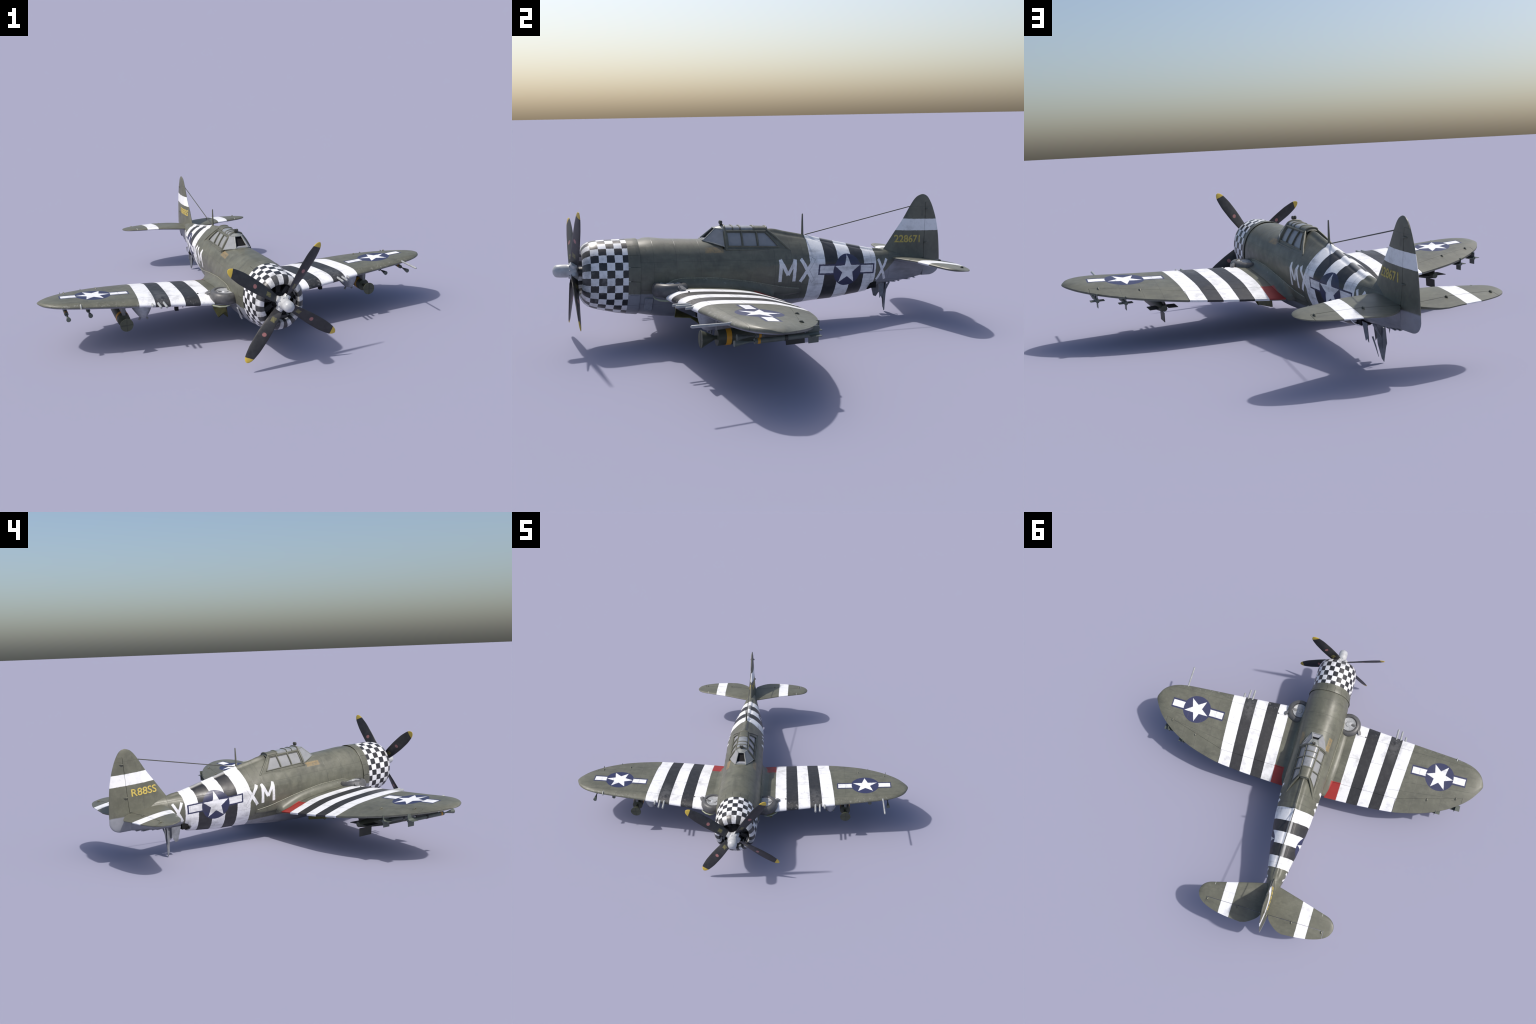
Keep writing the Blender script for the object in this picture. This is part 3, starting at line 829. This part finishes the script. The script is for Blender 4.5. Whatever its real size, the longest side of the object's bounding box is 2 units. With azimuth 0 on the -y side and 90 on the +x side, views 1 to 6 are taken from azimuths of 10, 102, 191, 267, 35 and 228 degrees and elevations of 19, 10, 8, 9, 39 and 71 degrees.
def build_canopy():
    g = Geo()
    for sx in (1, -1):
        rl, rh = rear_y(.17), rear_y(.86)
        for c in (((yb0, 0), (yb1, 0), (rl, .17), (yb0, .17)), ((yb0, .86), (rh, .86), (yt1, 1), (yb0, 1)), ((yb0, .17), (-.168, .17), (-.168, .86), (yb0, .86)),
                  ((-.102, .17), (-.093, .17), (-.093, .86), (-.102, .86)), ((-.025, .17), (-.015, .17), (-.015, .86), (-.025, .86)),
                  ((.084, .17), (rl, .17), (rh, .86), (.024, .86))):
            g.add(quad_patch(c, 0.0, sx, .008, 6))
    # roof shell and solid rear hood
    def shell(y0, y1, off, m):
        o = [roof_ring(y, off) for y in frange(y0, y1, m)]; i = [roof_ring(y, off-.004) for y in frange(y1, y0, m)]
        return loft(o+i+[o[0]], False, False, closed=False)
    hood = [roof_ring(y, .0015) for y in frange(-.028, .034, 8)]
    hood.append([(x*.80, .046, .470+(z-.470)*.55) for x, y, z in hood[-1]])
    g.add(loft(hood, False, False, closed=False))
    can = make("canopy", g.V, g.F, M_FRAME, angle=40)
    roof = [roof_ring(y, -.0005) for y in frange(-.190, -.026, 12)]
    V, F = loft(roof, False, False, closed=False)
    V2 = V+[(x*.93, y, z-.003) for x, y, z in V]; o = len(V)
    F2 = F+[tuple(i+o for i in reversed(f)) for f in F]
    make("roof_window", V2, F2, M_ROOFGL, can, angle=40)
    # side panes
    for sx in (1, -1):
        for c in (((-.172, .13), (-.098, .13), (-.098, .90), (-.172, .90)), ((-.097, .13), (-.020, .13), (-.020, .90), (-.097, .90)),
                  ((-.019, .13), (.092, .13), (.024, .90), (-.019, .90))):
            V, F = quad_patch(c, -.0045, sx)
            make("window_pane", V, F, M_GLASS, can, angle=40)
    # frame bars
    fr = Geo()
    for sx in (1, -1):
        L = lambda pts, r, off=.001: fr.add(tube([side_pt(y, t, off, sx) for y, t in pts], r, 8))
        L([(-.180, t) for t in frange(0, 1, 7)], .0058)
        for y in (-.0975, -.020): L([(y, t) for t in frange(.15, .9, 6)], .0032)
        L([(y, .93) for y in frange(-.182, .030, 8)], .0042)
        L([(y, .14) for y in frange(-.182, .090, 8)], .0030)
        L([(y, -.02) for y in frange(-.186, .137, 10)], .0045, .0)
        L([(rear_y(t)+.002, t) for t in frange(-.02, 1, 9)], .0048)
        L([(lerp(.084, .030, s), lerp(.16, .86, s)) for s in frange(0, 1, 6)], .0030)
    for y, r in ((-.180, .0055), (-.138, .0032), (-.100, .0036), (-.030, .0048), (.036, .0050)):
        fr.add(tube(roof_ring(y, .0005, 13), r, 8))
    make("canopy_frame", fr.V, fr.F, M_FRAME, can, angle=50)
    # windshield: flat front opening between two slanted side panes
    for sx in (1, -1):
        a, b = Vector((.036, -.283, .4375)), Vector((.0205, -.2225, .4925))
        c, d = Vector((.0820, -.187, .4135)), Vector((.0385, -.183, .490))
        q = [a, a.lerp(c, .5)+Vector((.003, -.006, .004)), c, d, b]
        n = (c-a).cross(b-a).normalized()
        if n.x < 0: n = -n
        V, F = plate([tuple(p) for p in q], n, .003)
        make("windshield_pane", flip(V, sx), F, M_GLASS, can)
        w = Geo()
        w.add(tube([a, b], .0040, 8)); w.add(tube([b, d], .0034, 8)); w.add(tube([a+Vector((0, 0, -.001)), q[1]+Vector((0, 0, -.002)), c], .0030, 8))
        make("windshield_frame", flip(w.V, sx), w.F, M_PALEFR, can)
    # roof piece above the flat glass, sill bar, black plate modelling the cockpit's shadow, floor
    rf = [[(.0205*(1-2*i/8), -.2225, .4925+.0035*sin(pi*i/8)) for i in range(9)], [(.030*(1-2*i/8), -.203, .4925+.0105*sin(pi*i/8)) for i in range(9)],
          [(.0385*cos(pi*i/8), -.181, .489+.0175*sin(pi*i/8)**.8) for i in range(9)]]
    V, F = loft(rf, False, False, closed=False)
    V2 = V+[(x*.9, y+.001, z-.004) for x, y, z in V]; o = len(V)
    V, F = V2, F+[tuple(i+o for i in reversed(f)) for f in F]
    make("windshield_cap", V, F, M_PALEFR, can)
    s = Geo(); s.add(tube([(-.0365, -.284, .4385), (.0365, -.284, .4385)], .0040, 8)); s.add(tube([(-.0205, -.2235, .493), (.0205, -.2235, .493)], .0036, 8))
    make("windshield_sill", s.V, s.F, M_PALEFR, can)
    V, F = plate([(-.033, -.258, .440), (.033, -.258, .440), (.024, -.212, .488), (-.024, -.212, .488)], (0, -.7, .7), .003)
    make("cockpit_shadow_plate", V, F, M_DARK, can)
    V, F = plate([(-.034, -.279, .4415), (.034, -.279, .4415), (.045, -.20, .4435), (-.045, -.20, .4435)], (0, 0, 1), .002)
    make("cockpit_coaming", V, F, M_GREY, can)
    # rear-view mirror on a stalk
    m = Geo().add(tube([(0, -.188, .503), (0, -.190, .514)], .005, 10))
    for sx in (1, -1):
        m.add(revolve([(-.010, .001), (-.008, .0060), (-.003, .0078), (.003, .0078), (.008, .0055), (.0095, .001)], (sx*.0060, -.190, .5200), 'z', 14))
    make("rear_view_mirror", m.V, m.F, M_MIRROR, can)
M_PALEFR = plain("windshield_frame_grey", (.22, .23, .22), .4, var=.25)
M_MIRROR = plain("mirror_dark_olive", (.05, .05, .04), .4)
build_canopy()

# antenna mast and wire
V, F = tube([(0, .2400, .448), (0, .2390, .458), (0, .2360, .52), (0, .2345, .558), (0, .2345, .5635)], [.0072, .0062, .0046, .0034, .0024], 10)
mast = make("antenna_mast", V, F, M_OLIVE)
a, b = Vector((0, .2470, .4560)), Vector((0, .8400, .6030))
V, F = tube([a.lerp(b, t) for t in frange(0, 1, 14)], .0027, 7)
make("antenna_wire", V, F, plain("wire_dark", (.07, .07, .06), .5), mast)

# ------------------------------------------------------------------ undercarriage
def build_wheel(sx):
    c = Vector((.176, -.469, .236)); tilt = Matrix.Rotation(radians(5)*-1, 3, 'Y')
    def place(V): return [tuple(c+tilt @ Vector(v)) for v in V]
    prof = [(-.024, .046), (-.031, .056), (-.031, .068), (-.024, .078), (-.010, .0835), (.006, .0835), (.020, .079), (.028, .069), (.029, .057), (.022, .048), (.016, .046)]
    V, F = revolve(prof+[prof[0]], (0, 0, 0), 'z', 44)
    F = [f for f in F if len(f) == 4]
    ty = make("wheel", flip(place(V), sx), F, M_TYRE, angle=40)
    V, F = revolve([(-.014, .001), (-.014, .047), (.022, .0495), (.027, .047), (.025, .042), (.022, .036), (.023, .020), (.027, .017), (.028, .008), (.028, .001)], (0, 0, 0), 'z', 36)
    make("wheel_rim", flip(place(V), sx), F, M_RIM, ty)
    # strut fork stub reaching outboard over the tyre
    g = Geo()
    g.add(tube([c+Vector((.012, -.002, .018)), c+Vector((.042, .002, .028)), c+Vector((.066, .018, .024)), c+Vector((.084, .034, .016))], [.010, .0085, .008, .009], 10, .7))
    g.add(plate([tuple(c+Vector(p)) for p in ((.074, .020, .024), (.092, .026, .014), (.097, .046, .006), (.082, .052, .012), (.070, .036, .022))], (.25, .3, 1), .016))
    g.add(tube([c+Vector((.080, .016, .014)), c+Vector((.070, .004, -.02))], .006, 8))
    make("wheel_fork", flip(g.V, sx), g.F, M_STRUT, ty)
    # gear door: a sheet sloping aft and down from the wheel well, swallow-tailed behind
    O = [(.240, -.455, .172), (.214, -.455, .117), (.188, -.375, .104), (.165, -.314, .058)]
    I = [(.165, -.452, .160), (.150, -.425, .132), (.124, -.352, .094), (.101, -.293, .044)]
    top, bot = [], []
    for o, n in zip(O, I):
        mid = vlerp(o, n, .5); mid = (mid[0], mid[1], mid[2]+(.022 if o is O[-1] else .004))
        row = [o, vlerp(o, mid, .5), mid, vlerp(mid, n, .5), n]
        top.append(row+[(x, y+.001, z-.0045) for x, y, z in reversed(row)])
    V, F = loft(top)
    make("gear_door", flip(V, sx), F, M_PRIMER, ty)
    V, F = plate([(.165, -.312, .060), (.133, -.303, .080), (.101, -.291, .046), (.100, -.277, .060), (.108, -.280, .150), (.176, -.292, .150)], (.2, 1, .1), .005)
    make("gear_door", flip(V, sx), F, M_PRIMER, ty)
    V, F = plate([(.168, -.300, .158), (.166, -.300, .062), (.158, -.212, .074), (.150, -.136, .086), (.154, -.136, .150)], (1, .1, -.05), .004)
    make("gear_door", flip(V, sx), F, M_PRIMER, ty)
    # pale lip of the wheel well under the tyre
    V, F = tube([(.268, -.474, .203), (.250, -.502, .198), (.225, -.525, .196), (.195, -.540, .198), (.170, -.545, .204)], [.002, .0045, .005, .0045, .002], 8)
    make("wheel_well_lip", flip(V, sx), F, M_LIP, ty)
    # intercooler door on the lower fuselage side
    V, F = plate([(.139, -.575, .187), (.133, -.538, .186), (.114, -.540, .128), (.117, -.577, .126)], (1, .1, -.5), .006)
    make("intercooler_door", flip(V, sx), F, M_GREY)
M_LIP = plain("primer_edge", (.26, .28, .20), .5)
M_STRUT = plain("strut_metal", (.16, .16, .16), .45, var=.4)
for sx in (1, -1): build_wheel(sx)

# torn tail-wheel bay: dark cavity, jagged skin, hanging doors and strut splinters
def build_tail_bay():
    g = Geo()
    g.add(box((0, .626, .199), (.045, .022, .016)))
    for i in range(16):
        a = -1.25+2.5*i/15; x = .060*sin(a); z = .196-.036*cos(a)+.01
        w = .010; L = rng.uniform(.010, .034)
        g.add(plate([(x-w*.6, .600, z), (x+w*.6, .600, z), (x+rng.uniform(-.004, .004), .603+L, z+rng.uniform(-.002, .008))], (.3*sin(a), .1, -1), .0022))
    make("tail_wheel_bay", g.V, g.F, M_DARK)
    s = Geo()
    # doors on either side of the bay
    s.add(plate([(.046, .660, .205), (.041, .694, .205), (.037, .699, .145), (.033, .693, .122), (.036, .684, .138), (.038, .677, .126)], (1, .15, .15), .003))
    s.add(plate([(-.044, .655, .205), (-.030, .705, .205), (-.027, .708, .150), (-.030, .690, .120), (-.034, .676, .124)], (-1, .2, .15), .003))
    # strut and splinters reaching the ground
    s.add(plate([(.014, .722, .206), (-.022, .728, .206), (-.027, .735, .122), (-.021, .738, .110), (-.0135, .735, .0450), (-.007, .728, .058), (.006, .718, .120), (.010, .720, .150)], (.15, 1, .12), .004))
    s.add(plate([(-.004, .705, .206), (-.010, .741, .190), (-.012, .737, .130), (-.0125, .736, .0475), (-.010, .724, .066), (-.007, .712, .140)], (1, .1, 0), .004))
    s.add(tube([(.024, .708, .150), (.014, .716, .110), (.004, .722, .066)], [.004, .003, .0012], 6))
    s.add(tube([(.030, .730, .208), (-.004, .727, .150)], [.006, .003], 6))
    s.add(plate([(-.028, .745, .206), (-.036, .752, .200), (-.0315, .748, .166)], (1, 1, 0), .003))
    s.add(plate([(.012, .690, .206), (-.018, .690, .206), (-.010, .695, .150), (.006, .700, .128)], (.1, 1, .3), .003))
    make("tail_wheel_strut", s.V, s.F, M_TORN)
    # ragged skin edges under the tail cone
    k = Geo()
    for y, L, d in ((.655, .022, .006), (.692, .012, .003), (.752, .030, .004), (.790, .016, .006), (.828, .040, .003), (.880, .020, .005)):
        z = fB(y)+.003
        k.add(plate([(-.013, y, z), (.011, y, z), (.008, y+L, z-d*.4), (.001, y+L*.7, z-d), (-.009, y+L*.9, z-d*.2)], (0, .1, 1), .003))
    make("torn_skin", k.V, k.F, M_GREY, kind="stuff")
build_tail_bay()

# ------------------------------------------------------------------ underwing stores
LEVEL = .0612   # stores hang level, so they rise aft in the pitched frame
def build_stores(sx, wing):
    def under(x, y):
        u = min(1, max(0, (y-WING.le(x))/(WING.te(x)-WING.le(x)))); return WING.at(x, u, -1)[1]
    def put(name, VF, mat, x, z0, y0, par=None):
        V = [(vx+x, vy, vz+z0+LEVEL*(vy-y0)) for vx, vy, vz in VF[0]]
        return make(name, flip(V, sx), VF[1], mat, par, angle=40)
    # bomb
    bx, bz, by = .7195, .1485, -.467
    body = put("bomb", revolve([(-.4015, .001), (-.4015, .0335), (-.30, .0345), (-.20, .0335), (-.12, .027), (-.06, .020), (-.021, .0145), (-.021, .001)], (0, 0, 0), n=32), M_BOMB, bx, bz, by)
    put("bomb_nose_cone", revolve([(-.467, .001), (-.467, .0350), (-.464, .0350), (-.411, .0085), (-.398, .0075), (-.398, .001)], (0, 0, 0), n=28), M_BOMB, bx, bz, by, body)
    put("bomb_band", revolve([(-.369, .030), (-.369, .0350), (-.348, .0352), (-.348, .030)], (0, 0, 0), n=32), M_BAND, bx, bz, by, body)
    cr = Geo().add(box((0, -.4672, 0), (.0008, .0006, .034))).add(box((0, -.4672, 0), (.034, .0006, .0008)))
    put("nose_seam", (cr.V, cr.F), M_BOMBD, bx, bz, by, body)
    for k, (dx, dz) in enumerate(((1, 0), (-1, 0), (0, -1), (0, 1))):
        r0, r1 = (.022, .066) if dz <= 0 else (.018, .040)
        pts = [(dx*r, y, dz*r) for r, y in ((r0, -.112), (r1, -.106), (r1, -.024), (r0, -.028))]
        put("bomb_fin", plate(pts, (dz, 0, dx), .003), M_BOMBD, bx, bz, by, body)
    V, F = loft([[(bx+a, y, z) for a, y, z in ((-.011, y0, under(bx, y0)+.012), (.011, y0, under(bx, y0)+.012), (.008, y0, bz+.030+LEVEL*(y0-by)), (-.008, y0, bz+.030+LEVEL*(y0-by)))] for y0 in (-.405, -.37, -.30, -.24)])
    make("bomb_rack", flip(V, sx), F, M_STRUT, body)
    # two rockets outboard
    for rx, rz, ry, yb, yf in ((.888, .1955, -.372, -.298, -.047), (1.008, .2075, -.420, -.344, -.100)):
        rk = put("rocket", revolve([(yb, .001), (yb, .0105), (yb+.10, .0105), (yf-.01, .0095), (yf+.008, .008), (yf+.008, .001)], (0, 0, 0), n=20), M_ROCKET, rx, rz, ry)
        put("rocket_nose_cone", revolve([(ry, .001), (ry, .0120), (ry+.002, .0120), (ry+.052, .0035), (yb+.002, .0030), (yb+.002, .001)], (0, 0, 0), n=18), M_ROCKET, rx, rz, ry, rk)
        put("rocket_band", revolve([(yb+.011, .008), (yb+.011, .0110), (yb+.021, .0110), (yb+.021, .008)], (0, 0, 0), n=20), M_BAND, rx, rz, ry, rk)
        put("rocket_clamp", revolve([(yb+.115, .008), (yb+.115, .0114), (yb+.127, .0114), (yb+.127, .008)], (0, 0, 0), n=20), M_BOMBD, rx, rz, ry, rk)
        for dx, dz in ((1, 0), (-1, 0), (0, 1), (0, -1)):
            pts = [(dx*r, y, dz*r) for r, y in ((.006, yf-.034), (.032, yf-.032), (.032, yf+.008), (.006, yf+.008))]
            put("rocket_fin", plate(pts, (dz, 0, dx), .0025), M_ROCKET, rx, rz, ry, rk)
        V, F = loft([[(rx+a, y0, z) for a, z in ((-.004, under(rx, y0)+.008), (.004, under(rx, y0)+.008), (.003, rz+.006+LEVEL*(y0-ry)), (-.003, rz+.006+LEVEL*(y0-ry)))] for y0 in (yb+.04, yb+.10, yf-.05)])
        make("rocket_rail", flip(V, sx), F, M_BOMBD, rk)
    # teardrop rack fairing inboard of the bomb, with two sway-brace feet
    rings = []
    for z, hx, hy, yc in ((.232, .060, .100, -.355), (.212, .056, .094, -.360), (.196, .047, .082, -.368), (.180, .036, .066, -.378), (.168, .027, .052, -.386), (.160, .020, .038, -.391), (.156, .012, .024, -.393)):
        rings.append([(.617+hx*cos(2*pi*k/28), yc+hy*sin(2*pi*k/28), z) for k in range(28)])
    V, F = loft(rings)
    fair = make("rack_fairing", flip(V, sx), F, M_GREY, angle=40)
    g = Geo()
    for s in (-1, 1): g.add(tube([(.617+s*.012, -.398, .162), (.617+s*.024, -.402, .145)], [.004, .006], 8))
    make("sway_brace", flip(g.V, sx), g.F, M_STRUT, fair)
    # cartridge chute and wing-gear strut stub
    make("cartridge_chute", flip(box((.432, -.402, .184), (.009, .012, .016))[0], sx), box((.432, -.402, .184), (.009, .012, .016))[1], M_DARK)
    V, F = plate([(.375, -.395, .205), (.405, -.405, .205), (.394, -.394, .174)], (.2, 1, 0), .004)
    make("gear_hinge_lug", flip(V, sx), F, M_STRUT)
for sx, w in ((1, WL), (-1, WR)): build_stores(sx, w)
